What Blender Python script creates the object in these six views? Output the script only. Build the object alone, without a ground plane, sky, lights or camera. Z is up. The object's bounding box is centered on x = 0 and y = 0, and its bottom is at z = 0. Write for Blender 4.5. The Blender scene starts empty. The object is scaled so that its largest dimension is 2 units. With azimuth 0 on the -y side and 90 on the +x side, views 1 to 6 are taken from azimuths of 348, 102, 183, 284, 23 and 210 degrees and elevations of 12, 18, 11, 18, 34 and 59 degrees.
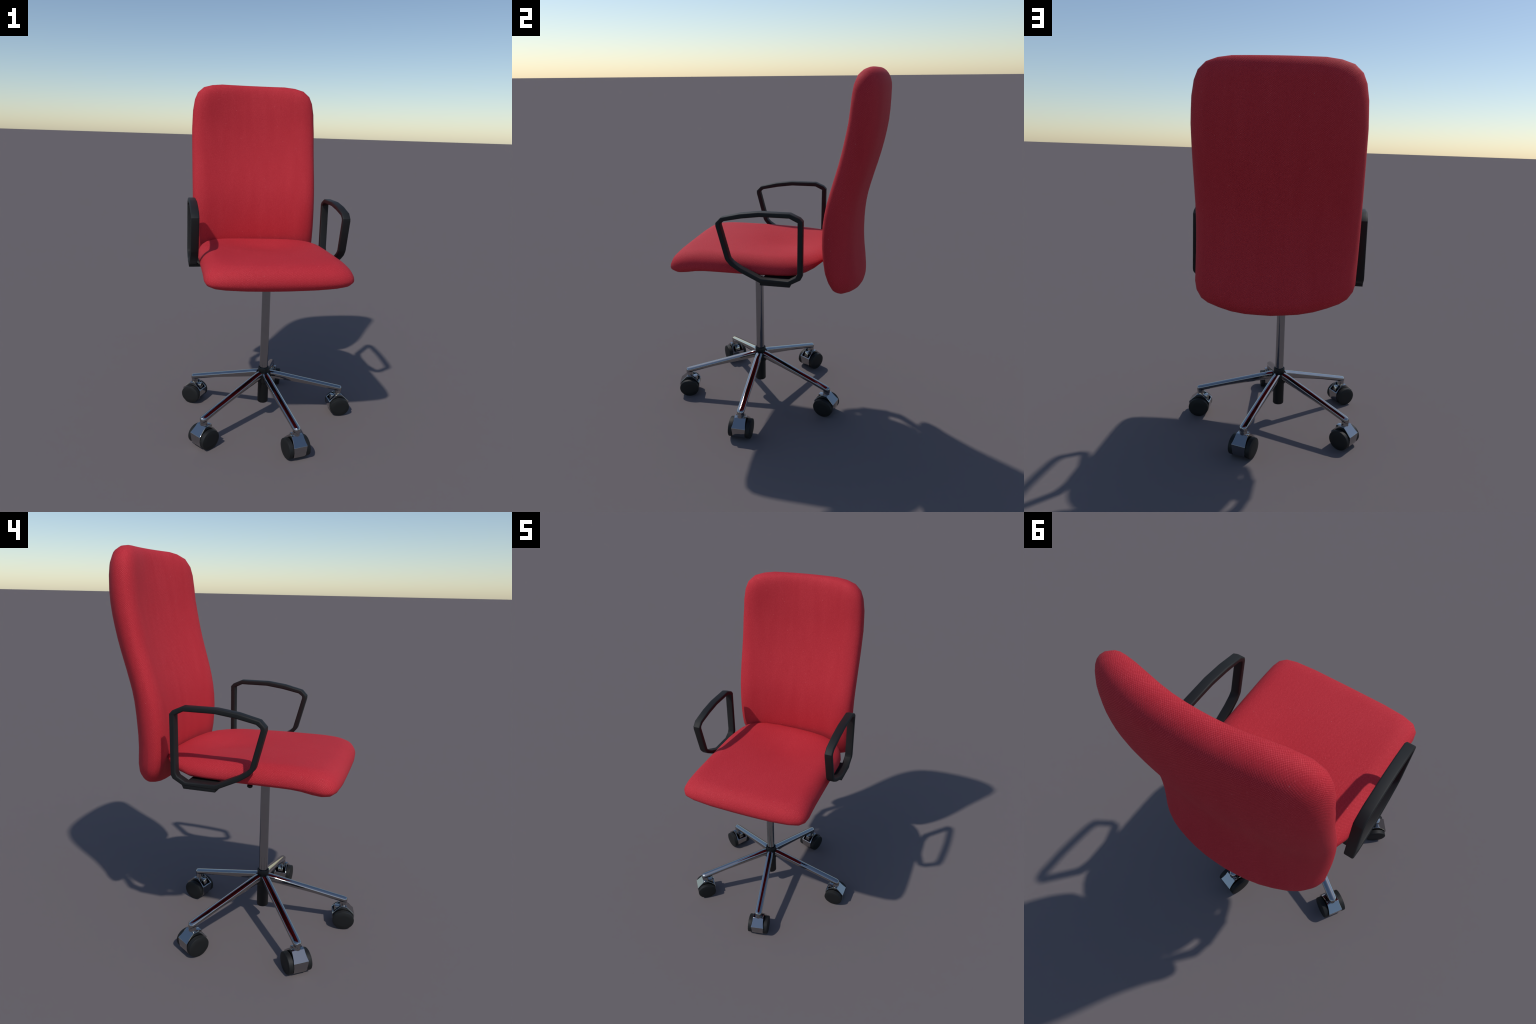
import bpy, bmesh, math
from mathutils import Vector, Matrix

# ------------------------------------------------------------------ frame
# Everything is modelled in the chair's own frame: origin on the floor under
# the gas column, -y = where the sitter looks, and placed by the root Empty.
ORIGIN = (-0.033, -0.100, 0.0)
YAW = math.radians(-2.0)

scene_col = bpy.context.scene.collection


def link(obj, parent=None):
    scene_col.objects.link(obj)
    if parent is not None:
        obj.parent = parent
    return obj


def lerp(a, b, t):
    return a + (b - a) * t


def interp(table, x):
    """Smooth (Catmull-Rom style) interpolation through (x, value) pairs."""
    if x <= table[0][0]:
        return table[0][1]
    if x >= table[-1][0]:
        return table[-1][1]
    n = len(table)
    for i in range(n - 1):
        x0, y0 = table[i]
        x1, y1 = table[i + 1]
        if x <= x1:
            h = x1 - x0
            m0 = (y1 - table[i - 1][1]) / (x1 - table[i - 1][0]) if i > 0 else (y1 - y0) / h
            m1 = (table[i + 2][1] - y0) / (table[i + 2][0] - x0) if i < n - 2 else (y1 - y0) / h
            t = (x - x0) / h
            return ((2 * t**3 - 3 * t**2 + 1) * y0 + (t**3 - 2 * t**2 + t) * h * m0
                    + (-2 * t**3 + 3 * t**2) * y1 + (t**3 - t**2) * h * m1)


def smoothstep(a, b, x):
    t = max(0.0, min(1.0, (x - a) / (b - a)))
    return t * t * (3 - 2 * t)


# ------------------------------------------------------------------ materials
class Nodes:
    def __init__(self, name):
        self.mat = bpy.data.materials.new(name)
        self.mat.use_nodes = True
        self.t = self.mat.node_tree
        self.bsdf = self.t.nodes["Principled BSDF"]

    def new(self, kind, **props):
        n = self.t.nodes.new(kind)
        for k, v in props.items():
            setattr(n, k, v)
        return n

    def put(self, socket, value):
        if hasattr(value, "links") or isinstance(value, bpy.types.NodeSocket):
            self.t.links.new(value, socket)
        else:
            socket.default_value = value

    def math(self, op, a, b=None, c=None, clamp=False):
        n = self.new("ShaderNodeMath", operation=op, use_clamp=clamp)
        self.put(n.inputs[0], a)
        if b is not None:
            self.put(n.inputs[1], b)
        if c is not None:
            self.put(n.inputs[2], c)
        return n.outputs[0]

    def mix(self, fac, a, b):
        n = self.new("ShaderNodeMix", data_type='RGBA')
        self.put(n.inputs[0], fac)
        self.put(n.inputs[6], a)
        self.put(n.inputs[7], b)
        return n.outputs[2]

    def ramp(self, fac, lo, hi):
        n = self.new("ShaderNodeMapRange", clamp=True)
        self.put(n.inputs[0], fac)
        n.inputs[1].default_value = lo
        n.inputs[2].default_value = hi
        return n.outputs[0]


def fabric_material(name, axes):
    """Woven red upholstery; axes = the two in-plane axes and the depth axis."""
    g = Nodes(name)
    coord = g.new("ShaderNodeTexCoord").outputs["Object"]
    sep = g.new("ShaderNodeSeparateXYZ")
    g.put(sep.inputs[0], coord)
    x, y, z = sep.outputs
    warp = g.new("ShaderNodeTexNoise")
    g.put(warp.inputs["Vector"], coord)
    warp.inputs["Scale"].default_value = 45.0
    warp.inputs["Detail"].default_value = 3.0
    k = 2 * math.pi / 0.0069
    wob = g.math('MULTIPLY', warp.outputs[0], 0.0055 * k)

    def wave(c, f):
        return g.math('COSINE', g.math('MULTIPLY_ADD', c, k * f, wob))

    # staggered knots laid out on the three axis planes and blended by facing
    nrm = g.new("ShaderNodeSeparateXYZ")
    g.put(nrm.inputs[0], g.new("ShaderNodeTexCoord").outputs["Normal"])
    wts = [g.math('POWER', g.math('ABSOLUTE', n), 5.0) for n in nrm.outputs]
    total = g.math('ADD', g.math('ADD', wts[0], wts[1]), wts[2])
    planes = [g.math('MULTIPLY', wave(y, 1.0), wave(z, 0.85)),
              g.math('MULTIPLY', wave(x, 1.0), wave(z, 0.85)),
              g.math('MULTIPLY', wave(x, 1.0), wave(y, 0.85))]
    acc = None
    for w, p in zip(wts, planes):
        term = g.math('MULTIPLY', g.math('DIVIDE', w, total), p)
        acc = term if acc is None else g.math('ADD', acc, term)
    weave01 = g.math('MULTIPLY_ADD', acc, 0.5, 0.5)
    # thread to thread variation
    jitter = g.new("ShaderNodeTexNoise")
    g.put(jitter.inputs["Vector"], coord)
    jitter.inputs["Scale"].default_value = 210.0
    jitter.inputs["Detail"].default_value = 1.0
    knots = g.math('MULTIPLY', g.ramp(weave01, 0.35, 0.95),
                   g.ramp(jitter.outputs[0], 0.25, 0.75))
    pits = g.ramp(weave01, 0.30, 0.0)
    base = g.mix(knots, (0.540, 0.0255, 0.0390, 1), (0.72, 0.072, 0.090, 1))
    base = g.mix(g.math('MULTIPLY', pits, 0.62), base, (0.25, 0.009, 0.016, 1))
    # broad cloudy unevenness of the dye
    cloud = g.new("ShaderNodeTexNoise")
    stretch = g.new("ShaderNodeMapping")
    g.put(stretch.inputs[0], coord)
    stretch.inputs["Scale"].default_value = (16.0, 16.0, 1.6) if axes[1] == 'Z' else (3.0, 3.0, 3.0)
    g.put(cloud.inputs["Vector"], stretch.outputs[0])
    cloud.inputs["Scale"].default_value = 1.0
    cloud.inputs["Detail"].default_value = 2.0
    base = g.mix(g.math('MULTIPLY', g.ramp(cloud.outputs[0], 0.35, 0.7), 0.28), base,
                 (0.47, 0.017, 0.030, 1))
    # lint: rare pale specks
    cells = g.new("ShaderNodeTexVoronoi")
    g.put(cells.inputs["Vector"], coord)
    cells.inputs["Scale"].default_value = 22.0
    speck = g.ramp(cells.outputs["Distance"], 0.055, 0.02)
    base = g.mix(g.math('MULTIPLY', speck, 0.40), base, (0.66, 0.26, 0.25, 1))
    g.put(g.bsdf.inputs["Base Color"], base)
    g.bsdf.inputs["Roughness"].default_value = 0.75
    g.bsdf.inputs["Specular IOR Level"].default_value = 0.22
    bump = g.new("ShaderNodeBump")
    bump.inputs["Strength"].default_value = 0.36
    bump.inputs["Distance"].default_value = 0.0012
    g.put(bump.inputs["Height"], weave01)
    g.put(g.bsdf.inputs["Normal"], bump.outputs[0])
    return g.mat


def plastic_material(name, colour, rough):
    g = Nodes(name)
    coord = g.new("ShaderNodeTexCoord").outputs["Object"]
    grain = g.new("ShaderNodeTexNoise")
    g.put(grain.inputs["Vector"], coord)
    grain.inputs["Scale"].default_value = 320.0
    grain.inputs["Detail"].default_value = 2.0
    dark = tuple(c * 0.85 for c in colour) + (1,)
    light = tuple(c * 1.15 for c in colour) + (1,)
    g.put(g.bsdf.inputs["Base Color"], g.mix(grain.outputs[0], dark, light))
    g.bsdf.inputs["Roughness"].default_value = rough
    g.bsdf.inputs["Specular IOR Level"].default_value = 0.35
    return g.mat


def chrome_material(name, value, rough):
    g = Nodes(name)
    coord = g.new("ShaderNodeTexCoord").outputs["Object"]
    film = g.new("ShaderNodeTexNoise")
    g.put(film.inputs["Vector"], coord)
    film.inputs["Scale"].default_value = 30.0
    v = value
    g.put(g.bsdf.inputs["Base Color"],
          g.mix(film.outputs[0], (v * .97, v * .97, v * .97, 1), (v * 1.03, v * 1.03, v * 1.03, 1)))
    g.bsdf.inputs["Metallic"].default_value = 1.0
    g.bsdf.inputs["Roughness"].default_value = rough
    return g.mat


M_BACK = fabric_material("red_weave_backrest", "XZY")
M_SEAT = fabric_material("red_weave_seat", "XYZ")
M_ARM = plastic_material("black_arm_plastic", (0.0105, 0.0112, 0.0115), 0.62)
M_HUB = plastic_material("black_hub_plastic", (0.0085, 0.0092, 0.0098), 0.50)
M_WHEEL = plastic_material("black_wheel_rubber", (0.0100, 0.0108, 0.0110), 0.60)
M_CHROME = chrome_material("polished_chrome", 0.40, 0.035)
M_COLUMN = chrome_material("column_chrome", 0.40, 0.05)


# ------------------------------------------------------------------ mesh helpers
def finish(bm, name, mat, smooth_angle=None, bevel=None):
    bmesh.ops.recalc_face_normals(bm, faces=bm.faces)
    if bevel:
        width, segs, limit = bevel
        edges = [e for e in bm.edges if len(e.link_faces) == 2
                 and e.calc_face_angle(0.0) > math.radians(limit)]
        bmesh.ops.bevel(bm, geom=edges, offset=width, segments=segs,
                        profile=0.5, affect='EDGES', clamp_overlap=True)
    me = bpy.data.meshes.new(name)
    for f in bm.faces:
        f.smooth = smooth_angle is not None
    if smooth_angle is not None and smooth_angle < 180:
        lim = math.radians(smooth_angle)
        for e in bm.edges:
            if len(e.link_faces) == 2 and e.calc_face_angle(0.0) > lim:
                e.smooth = False
    bm.to_mesh(me)
    bm.free()
    me.materials.append(mat)
    return me


def ring_loft(bm, rings, close_start=True, close_end=True):
    vr = [[bm.verts.new(p) for p in r] for r in rings]
    n = len(vr[0])
    for r0, r1 in zip(vr, vr[1:]):
        for i in range(n):
            j = (i + 1) % n
            bm.faces.new((r0[i], r0[j], r1[j], r1[i]))
    if close_start:
        bm.faces.new(vr[0][::-1])
    if close_end:
        bm.faces.new(vr[-1])
    return vr


def lathe(bm, profile, segs, centre=(0, 0, 0)):
    cx, cy, cz = centre
    rings = [[(cx + r * math.cos(2 * math.pi * i / segs),
               cy + r * math.sin(2 * math.pi * i / segs), cz + z) for i in range(segs)]
             for r, z in profile]
    ring_loft(bm, rings)


def cushion(outline, core_scale, place, edge_steps=8, core_steps=9):
    """Closed padded slab. outline: closed list of plan points (a, b).
    The rim rolls over an elliptical edge towards an inset copy of the outline
    and the middle is filled by shrinking that copy onto its centre line.
    place(a, b, q, side) -> 3D point, q = 0 on the rim, 1 on the flat."""
    bm = bmesh.new()
    inset = [core_scale(a, b) for a, b in outline]
    n = len(outline)
    rim = [bm.verts.new(place(a, b, 0.0, 0)) for a, b in outline]
    ca = sum(p[0] for p in inset) / n
    cb0 = min(p[1] for p in inset)
    cb1 = max(p[1] for p in inset)
    for side in (1, -1):
        prev = rim
        for s in range(1, edge_steps + 1):
            q = 1 - math.cos(math.pi / 2 * s / edge_steps)
            cur = [bm.verts.new(place(lerp(o[0], i[0], q), lerp(o[1], i[1], q), q, side))
                   for o, i in zip(outline, inset)]
            for i in range(n):
                j = (i + 1) % n
                bm.faces.new((prev[i], prev[j], cur[j], cur[i]))
            prev = cur
        for s in range(1, core_steps):
            k = 1 - s / core_steps
            cur = []
            for (a, b) in inset:
                mid = lerp(cb0, cb1, 0.5)
                cur.append(bm.verts.new(place(ca + (a - ca) * k, mid + (b - mid) * k, 1.0, side)))
            for i in range(n):
                j = (i + 1) % n
                bm.faces.new((prev[i], prev[j], cur[j], cur[i]))
            prev = cur
        c = bm.verts.new(place(ca, lerp(cb0, cb1, 0.5), 1.0, side))
        for i in range(n):
            j = (i + 1) % n
            bm.faces.new((prev[i], prev[j], c))
    return bm


def mirrored_outline(half, long_edge=0.055):
    """half: points with a >= 0 ordered from the low end to the high end, first and
    last on a = 0. Long straight stretches are subdivided."""
    pts = []
    for p, q in zip(half, half[1:]):
        length = math.hypot(q[0] - p[0], q[1] - p[1])
        m = max(1, round(length / long_edge))
        for i in range(m):
            pts.append((lerp(p[0], q[0], i / m), lerp(p[1], q[1], i / m)))
    pts.append(half[-1])
    return pts + [(-a, b) for a, b in pts[-2:0:-1]]


# ------------------------------------------------------------------ root
chair = bpy.data.objects.new("office_chair", None)
chair.location = ORIGIN
chair.rotation_euler = (0, 0, YAW)
chair["label"] = "red high-back swivel office chair with black armrests and chrome base"
chair["category"] = "office chair"
link(chair)

# ------------------------------------------------------------------ backrest
BACK_SPINE = [(0.82, 0.570), (0.90, 0.569), (0.95, 0.566), (1.05, 0.549), (1.14, 0.540),
              (1.24, 0.540), (1.33, 0.552), (1.42, 0.574), (1.56, 0.612), (1.68, 0.637),
              (1.77, 0.649), (1.90, 0.652), (2.0, 0.650)]
BACK_HALF = [(0.82, 0.077), (1.0, 0.078), (1.15, 0.077), (1.35, 0.073), (1.65, 0.073),
             (1.80, 0.071), (2.0, 0.070)]
BACK_BOW = 0.056          # how far the wings come forward of the middle
BACK_SHIFT = -0.0085       # the pad sits a touch off the chair's middle
BACK_TWIST = 0.022        # its lower end is twisted a few degrees
BACK_TILT = 0.043         # ... and hangs lower on one side
back_half_outline = [(0.0, 0.830), (0.13, 0.836), (0.20, 0.846), (0.265, 0.862), (0.322, 0.879),
                     (0.358, 0.898), (0.384, 0.931), (0.394, 0.968), (0.397, 1.10),
                     (0.400, 1.40), (0.401, 1.71), (0.395, 1.83), (0.383, 1.899),
                     (0.364, 1.943), (0.325, 1.977), (0.270, 1.993), (0.205, 2.0), (0.0, 2.0)]
BACK_MID = 1.415
back_outline = mirrored_outline(back_half_outline)
BACK_ROLL = 0.115


def back_core(a, b):
    return (a * (0.40 - BACK_ROLL) / 0.40,
            BACK_MID + (b - BACK_MID) * (0.585 - BACK_ROLL * (0.85 if b > BACK_MID else 0.62)) / 0.585)


def back_place(a, b, q, side):
    t = math.sqrt(max(0.0, 1 - (1 - q) ** 2))
    low = smoothstep(1.28, 0.90, b)
    y = interp(BACK_SPINE, b) - BACK_BOW * (a / 0.38) ** 2
    y += low * (BACK_TWIST * a - 0.013) + 0.005 * smoothstep(0.96, 0.86, b)
    half = interp(BACK_HALF, b)
    if side > 0:
        half *= 1 - 0.22 * smoothstep(1.02, 0.87, b)
        t = (1 - (1 - q) ** 2.35) ** (1 / 2.35)   # squarer shoulder on the face
    elif side < 0:                                # lower rear corners are drawn in
        y -= 0.011 * low * (a / 0.38) ** 4
    if side > 0:                                  # the face thins out towards the crest
        half *= 1 - 0.30 * smoothstep(1.78, 1.97, b) * smoothstep(0.36, 0.05, abs(a))
    z = b - BACK_TILT * a * smoothstep(1.10, 0.88, b) - 0.009 * smoothstep(1.0, 0.85, b)
    return (a + BACK_SHIFT * (1 - 0.6 * low), y - side * t * half, z)


bm = cushion(back_outline, back_core, back_place)
link(bpy.data.objects.new("backrest", finish(bm, "backrest", M_BACK, 180)), chair)

# ------------------------------------------------------------------ seat
seat_half_outline = [(0.0, -0.438), (0.20, -0.437), (0.310, -0.429), (0.364, -0.414),
                     (0.389, -0.384), (0.396, -0.340), (0.394, 0.20), (0.386, 0.27),
                     (0.366, 0.33), (0.336, 0.375), (0.29, 0.412), (0.22, 0.438),
                     (0.12, 0.453), (0.0, 0.458)]
seat_outline = mirrored_outline(seat_half_outline)
SEAT_ROLL = 0.095


def seat_core(a, b):
    return (a * (0.394 - SEAT_ROLL) / 0.394, 0.009 + (b - 0.009) * (0.449 - SEAT_ROLL) / 0.449)


def seat_place(a, b, q, side):
    b += (0.002 - 0.055 * a) * smoothstep(0.15, 0.42, b)    # rear edge runs slightly askew
    if side >= 0:
        t = math.sqrt(max(0.0, 1 - (1 - q) ** 2))
    else:                                        # tighter roll underneath
        t = math.sqrt(max(0.0, 1 - (1 - min(1.0, q * 1.45)) ** 2))
    equator = 0.970 - 0.014 * smoothstep(-0.22, -0.43, b) + 0.042 * smoothstep(0.25, 0.45, b)
    top = 1.047 - 0.012 * smoothstep(-0.22, -0.43, b)
    top -= 0.006 * smoothstep(-0.05, 0.30, b)
    top -= 0.026 * math.exp(-(a / 0.19) ** 2 - ((b - 0.19) / 0.19) ** 2)   # sat-in hollow
    bottom = 0.936 - 0.020 * smoothstep(-0.24, -0.41, b) + 0.09 * max(0.0, (b - 0.27) / 0.19) ** 2
    flank = smoothstep(0.20, 0.36, abs(a)) * smoothstep(-0.34, -0.18, b)
    bottom += flank * (0.007 + 0.006 * smoothstep(0.0, 0.25, b))
    bottom -= 0.014 * smoothstep(-0.30, -0.43, b) * max(0.0, 1 - (a / 0.36) ** 2)   # lip droops in the middle
    bottom = min(bottom, equator - 0.004)
    z = equator + (top - equator) * t if side >= 0 else equator - (equator - bottom) * t
    return (a + 0.003, b, z)


bm = cushion(seat_outline, seat_core, seat_place)
link(bpy.data.objects.new("seat", finish(bm, "seat", M_SEAT, 180)), chair)

# ------------------------------------------------------------------ armrests
# closed loop of flat bar: outer and inner side outline in the y-z plane
ARM_OUTER = [(-0.116, 1.224), (-0.116, 1.241), (-0.088, 1.270), (0.013, 1.2945), (0.114, 1.3075),
             (0.274, 1.3065), (0.324, 1.284), (0.339, 1.268), (0.339, 0.977), (0.330, 0.960),
             (0.280, 0.932), (0.117, 0.929), (0.006, 0.982), (-0.043, 1.014), (-0.064, 1.038),
             (-0.071, 1.051)]
ARM_INNER = [(-0.094, 1.228), (-0.092, 1.238), (-0.072, 1.253), (0.024, 1.2725), (0.120, 1.285),
             (0.271, 1.2845), (0.305, 1.268), (0.315, 1.263), (0.315, 0.990), (0.306, 0.972),
             (0.266, 0.949), (0.122, 0.952), (0.012, 1.003), (-0.029, 1.030), (-0.046, 1.048),
             (-0.049, 1.056)]
ARM_X, ARM_W = 0.422, 0.0230
ARM_FAT = 0.0011          # added all round to the bar


def armrest_mesh():
    bm = bmesh.new()
    rings = []
    for (oy, oz), (iy, iz) in zip(ARM_OUTER, ARM_INNER):
        dx, dz = oy - iy, oz - iz
        f = ARM_FAT / math.hypot(dx, dz)
        oy, oz, iy, iz = oy + dx * f, oz + dz * f, iy - dx * f, iz - dz * f
        rings.append([(ARM_W, oy, oz), (ARM_W, iy, iz), (-ARM_W, iy, iz), (-ARM_W, oy, oz)])
    rings.append(rings[0])
    vr = [[bm.verts.new(p) for p in r] for r in rings[:-1]]
    vr.append(vr[0])
    for r0, r1 in zip(vr, vr[1:]):
        for i in range(4):
            j = (i + 1) % 4
            bm.faces.new((r0[i], r0[j], r1[j], r1[i]))
    bmesh.ops.recalc_face_normals(bm, faces=bm.faces)
    # soften only the four long edges of the bar
    long_edges = []
    ringset = [{v.index for v in r} for r in vr]
    bm.verts.index_update()
    for e in bm.edges:
        d = e.verts[0].co - e.verts[1].co
        if abs(d.x) < 1e-6:
            a, b = e.verts
            same = any(a in r and b in r for r in vr)
            if not same:
                long_edges.append(e)
    bmesh.ops.bevel(bm, geom=long_edges, offset=0.0065, segments=4, profile=0.5,
                    affect='EDGES', clamp_overlap=True)
    return finish(bm, "armrest", M_ARM, 33)


arm_me = armrest_mesh()
arms = []
for i, sx in enumerate((1, -1)):
    o = bpy.data.objects.new("armrest", arm_me)
    o.location = (sx * ARM_X - (0.003 if sx < 0 else 0.0), 0, 0.002)
    link(o, chair)
    arms.append(o)

# mounting bar under the seat that carries both armrests
bm = bmesh.new()
half = ARM_X + ARM_W - 0.0015
prof = [(0.117, 0.9165), (0.276, 0.9165), (0.284, 0.934), (0.262, 0.9475), (0.126, 0.9475), (0.117, 0.934)]
ring_loft(bm, [[(x, y, z + 0.002) for y, z in prof] for x in (-half - 0.003, half)])
link(bpy.data.objects.new("armrest_crossbar", finish(bm, "armrest_crossbar", M_ARM, 30, (0.0015, 2, 25))), chair)

# ------------------------------------------------------------------ seat mechanism and lever
bm = bmesh.new()
prof = [(0.060, 0.900), (0.085, 0.925), (0.085, 0.938)]
ring_loft(bm, [[(-w, -0.10 + s * 0.03, z), (w, -0.10 + s * 0.03, z), (w, 0.26 - s * 0.03, z), (-w, 0.26 - s * 0.03, z)]
               for w, z, s in ((0.060, 0.893, 1), (0.085, 0.915, 0), (0.085, 0.9385, 0))])
mech = link(bpy.data.objects.new("seat_mechanism", finish(bm, "seat_mechanism", M_HUB, 30, (0.003, 2, 25))), chair)

lever_path = [((-0.07, 0.030, 0.925), 0.0065), ((-0.18, 0.020, 0.925), 0.0065), ((-0.225, 0.012, 0.922), 0.0075),
              ((-0.255, 0.006, 0.916), 0.010), ((-0.285, 0.000, 0.910), 0.012), ((-0.293, -0.002, 0.909), 0.008)]
bm = bmesh.new()
rings = []
for (p, r) in lever_path:
    rings.append([(p[0], p[1] + r * 1.2 * math.cos(2 * math.pi * i / 12), p[2] + r * 0.7 * math.sin(2 * math.pi * i / 12))
                  for i in range(12)])
ring_loft(bm, rings)
link(bpy.data.objects.new("height_lever", finish(bm, "height_lever", M_ARM, 50)), chair)

# ------------------------------------------------------------------ column and hub
bm = bmesh.new()
lathe(bm, [(0.0247, 0.285), (0.0247, 0.90), (0.0247, 0.937)], 40)
link(bpy.data.objects.new("gas_column", finish(bm, "gas_column", M_COLUMN, 40)), chair)

bm = bmesh.new()
lathe(bm, [(0.024, 0.0985), (0.029, 0.0985), (0.032, 0.1025), (0.032, 0.300), (0.0325, 0.304),
           (0.0325, 0.321), (0.0305, 0.3235), (0.0262, 0.3235), (0.0255, 0.312)], 48)
hub = link(bpy.data.objects.new("hub", finish(bm, "hub", M_HUB, 40)), chair)
bm = bmesh.new()
lathe(bm, [(0.031, 0.228), (0.038, 0.231), (0.041, 0.237), (0.041, 0.286), (0.038, 0.292), (0.031, 0.294)], 40)
link(bpy.data.objects.new("hub_ring", finish(bm, "hub_ring", M_HUB, 35)), hub)

# ------------------------------------------------------------------ star base legs
# bearing in the chair's own frame, and how far the leg is set in towards the hub
LEGS = [(-77.0, 0.017), (0.5, -0.002), (72.8, 0.010), (146.6, -0.001), (-142.9, 0.0)]
LEG_R0, LEG_R1 = 0.037, 0.499
LEG_CREASE = [(0.045, 0.288), (0.50, 0.158)]
LEG_W, LEG_CROWN = 0.0212, 0.0068


def leg_mesh():
    """Chromed spoke: crowned top, crisp crease, upright flanks, keeled underside;
    its end is rounded in plan and runs down into a flaring neck for the caster."""
    bm = bmesh.new()

    def section(r, w, depth, crown):
        z = interp(LEG_CREASE, r)
        pts = []
        e = min(0.0032, w * 0.5)                     # rounded shoulder
        for i in range(-6, 7):                       # crown
            f = i / 6
            pts.append((r, (w - e) * f, z + 0.004 + crown * (1 - f * f)))
        d = depth
        edge = [(w - e + e * math.sin(t), z + 0.004 - 0.0036 * (1 - math.cos(t)) - 0.0012 * t) for t in (0.5, 1.0, 1.5)]
        pts += [(r, yy, zz) for yy, zz in edge]
        pts += [(r, w * 1.0, z - d * 0.55), (r, w * 0.82, z - d * 0.85), (r, w * 0.45, z - d),
                (r, -w * 0.45, z - d), (r, -w * 0.82, z - d * 0.85), (r, -w * 1.0, z - d * 0.55)]
        pts += [(r, -yy, zz) for yy, zz in edge[::-1]]
        return pts

    rings = []
    body_end = LEG_R1 - LEG_W
    for i in range(17):
        s = i / 16
        r = lerp(LEG_R0, body_end, s)
        rings.append(section(r, LEG_W, lerp(0.036, 0.022, min(1, s * 1.6)), LEG_CROWN))
    for i in range(1, 9):
        a = math.pi / 2 * i / 8
        r = body_end + LEG_W * math.sin(a)
        c = max(0.06, math.cos(a))
        rings.append(section(r, LEG_W * c, 0.022, LEG_CROWN * (1 - (1 - c) ** 2)))
    ring_loft(bm, rings)
    # neck: round under the leg, flaring sideways onto the caster
    cx = LEG_R1 - LEG_W - 0.001
    neck = []
    for z, rx, ry in ((0.148, 0.0192, 0.0192), (0.136, 0.0192, 0.0196), (0.124, 0.0196, 0.0225),
                      (0.114, 0.0205, 0.0265), (0.106, 0.0210, 0.0290), (0.092, 0.0210, 0.0300)):
        neck.append([(cx + rx * math.cos(2 * math.pi * i / 32), ry * math.sin(2 * math.pi * i / 32), z)
                     for i in range(32)])
    ring_loft(bm, neck)
    return finish(bm, "base_leg", M_CHROME, 42)


leg_me = leg_mesh()

# ------------------------------------------------------------------ casters
WHEEL_R, WHEEL_IN, WHEEL_OUT = 0.0600, 0.0365, 0.0625
WHEEL_SQUASH = 0.90
CASTER_R = 0.477


def wheel_mesh():
    bm = bmesh.new()
    prof = [(0.030, -0.013), (WHEEL_R - 0.003, -0.013), (WHEEL_R, -0.0105), (WHEEL_R, 0.0085),
            (WHEEL_R - 0.0008, 0.0117), (WHEEL_R - 0.0028, 0.013), (0.030, 0.0137), (0.004, 0.0140)]
    lathe(bm, prof, 40)
    bmesh.ops.rotate(bm, verts=bm.verts, cent=(0, 0, 0), matrix=Matrix.Rotation(-math.pi / 2, 3, 'X'))
    bmesh.ops.scale(bm, verts=bm.verts, vec=(1, 1, WHEEL_SQUASH))
    return finish(bm, "caster_wheel", M_WHEEL, 38)


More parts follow.
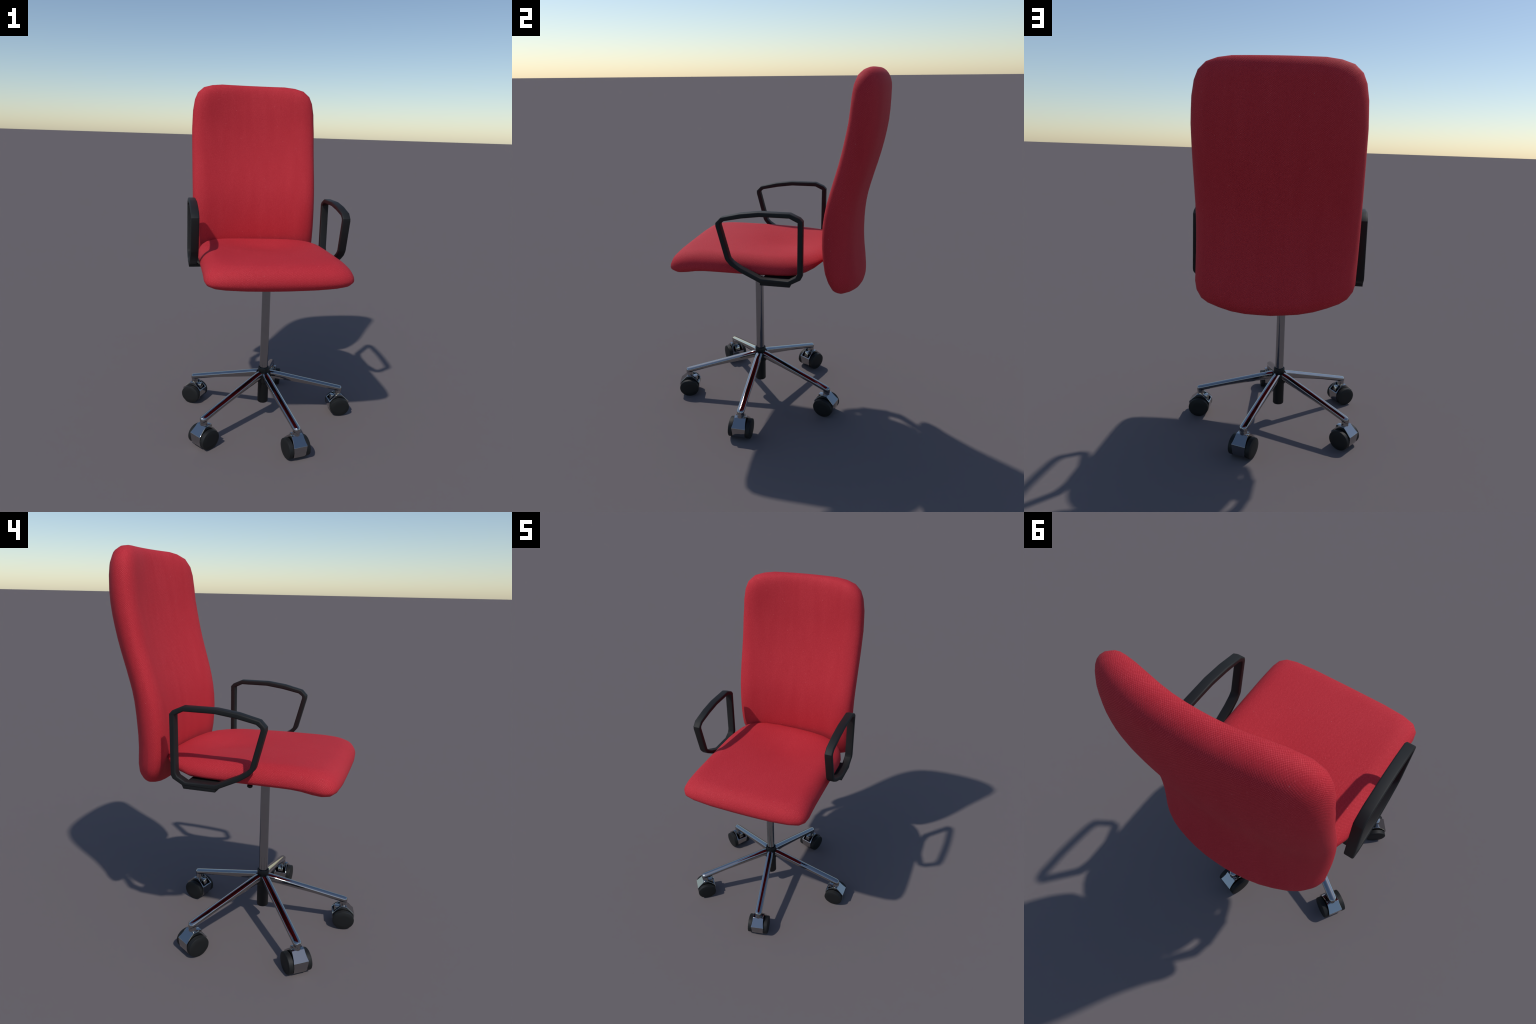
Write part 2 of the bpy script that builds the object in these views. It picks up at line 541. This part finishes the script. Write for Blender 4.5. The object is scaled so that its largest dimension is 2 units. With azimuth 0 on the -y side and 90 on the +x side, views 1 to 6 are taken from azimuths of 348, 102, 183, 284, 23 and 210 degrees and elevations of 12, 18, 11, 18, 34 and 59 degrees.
def housing_mesh():
    """Chromed shroud between the two wheels: sloping and upright facet outside,
    an open pocket with low rim towards the hub."""
    bm = bmesh.new()
    # (radial, height, half width)
    prof = [(0.016, 0.1260, 0.0340), (0.031, 0.1122, 0.0343), (0.047, 0.0975, 0.0365), (0.062, 0.0837, 0.0405), (0.0605, 0.055, 0.0370),
            (0.056, 0.030, 0.0360), (0.046, 0.016, 0.0330), (-0.046, 0.016, 0.0330), (-0.056, 0.030, 0.0360),
            (-0.0605, 0.055, 0.0370), (-0.062, 0.083, 0.0405), (-0.040, 0.1055, 0.0345), (-0.014, 0.1265, 0.0340)]
    ring_loft(bm, [[(x, -w, z) for x, z, w in prof], [(x, w, z) for x, z, w in prof]])
    me = finish(bm, "caster_housing", M_CHROME, 30)
    o = bpy.data.objects.new("pocket_base", me)
    link(o)
    cut = bmesh.new()
    ring_loft(cut, [[(x, y, z) for x, y in ((-0.0585, -0.031), (-0.0585, 0.031), (-0.004, 0.031), (-0.004, -0.031))]
                    for z in (0.0775, 0.16)])
    cme = finish(cut, "pocket_cut", M_CHROME)
    c = bpy.data.objects.new("pocket_cut", cme)
    link(c)
    m = o.modifiers.new("pocket", 'BOOLEAN')
    m.operation = 'DIFFERENCE'
    m.object = c
    m.solver = 'EXACT'
    dg = bpy.context.evaluated_depsgraph_get()
    res = bpy.data.meshes.new_from_object(o.evaluated_get(dg))
    bpy.data.objects.remove(o)
    bpy.data.objects.remove(c)
    bm = bmesh.new()
    bm.from_mesh(res)
    out = finish(bm, "caster_housing", M_CHROME, 28, (0.0012, 2, 30))
    return out


def stem_mesh():
    """Swivel block standing in the pocket of the housing."""
    bm = bmesh.new()
    plan = [(-0.052, 0.0165), (-0.010, 0.0165), (-0.010, -0.0165), (-0.052, -0.0165)]
    ring_loft(bm, [[(x if x > -0.03 else x + s * 0.009, y * (1 - 0.10 * s), z) for x, y in plan]
                   for z, s in ((0.075, 0.0), (0.090, 0.05), (0.116, 0.75))])
    lathe(bm, [(0.013, 0.10), (0.013, 0.138)], 24, (-0.004, 0, 0))
    return finish(bm, "caster_stem", M_CHROME, 35, (0.002, 2, 30))


wheel_me, housing_me, stem_me = wheel_mesh(), housing_mesh(), stem_mesh()
for ang, inset in LEGS:
    a = math.radians(ang)
    leg = bpy.data.objects.new("base_leg", leg_me)
    leg.rotation_euler = (0, 0, a)
    leg.location = (-inset * math.cos(a), -inset * math.sin(a), 0)
    link(leg, chair)
    housing = bpy.data.objects.new("caster", housing_me)
    housing.location = ((CASTER_R - inset) * math.cos(a), (CASTER_R - inset) * math.sin(a), 0)
    housing.rotation_euler = (0, 0, a)
    link(housing, chair)
    stem = link(bpy.data.objects.new("caster_stem", stem_me), housing)
    for side in (1, -1):
        w = bpy.data.objects.new("caster_wheel", wheel_me)
        w.location = (0, side * (WHEEL_IN + WHEEL_OUT) / 2, WHEEL_R * WHEEL_SQUASH)
        w.rotation_euler = (0, 0, 0 if side > 0 else math.pi)
        link(w, housing)

bpy.context.view_layer.update()
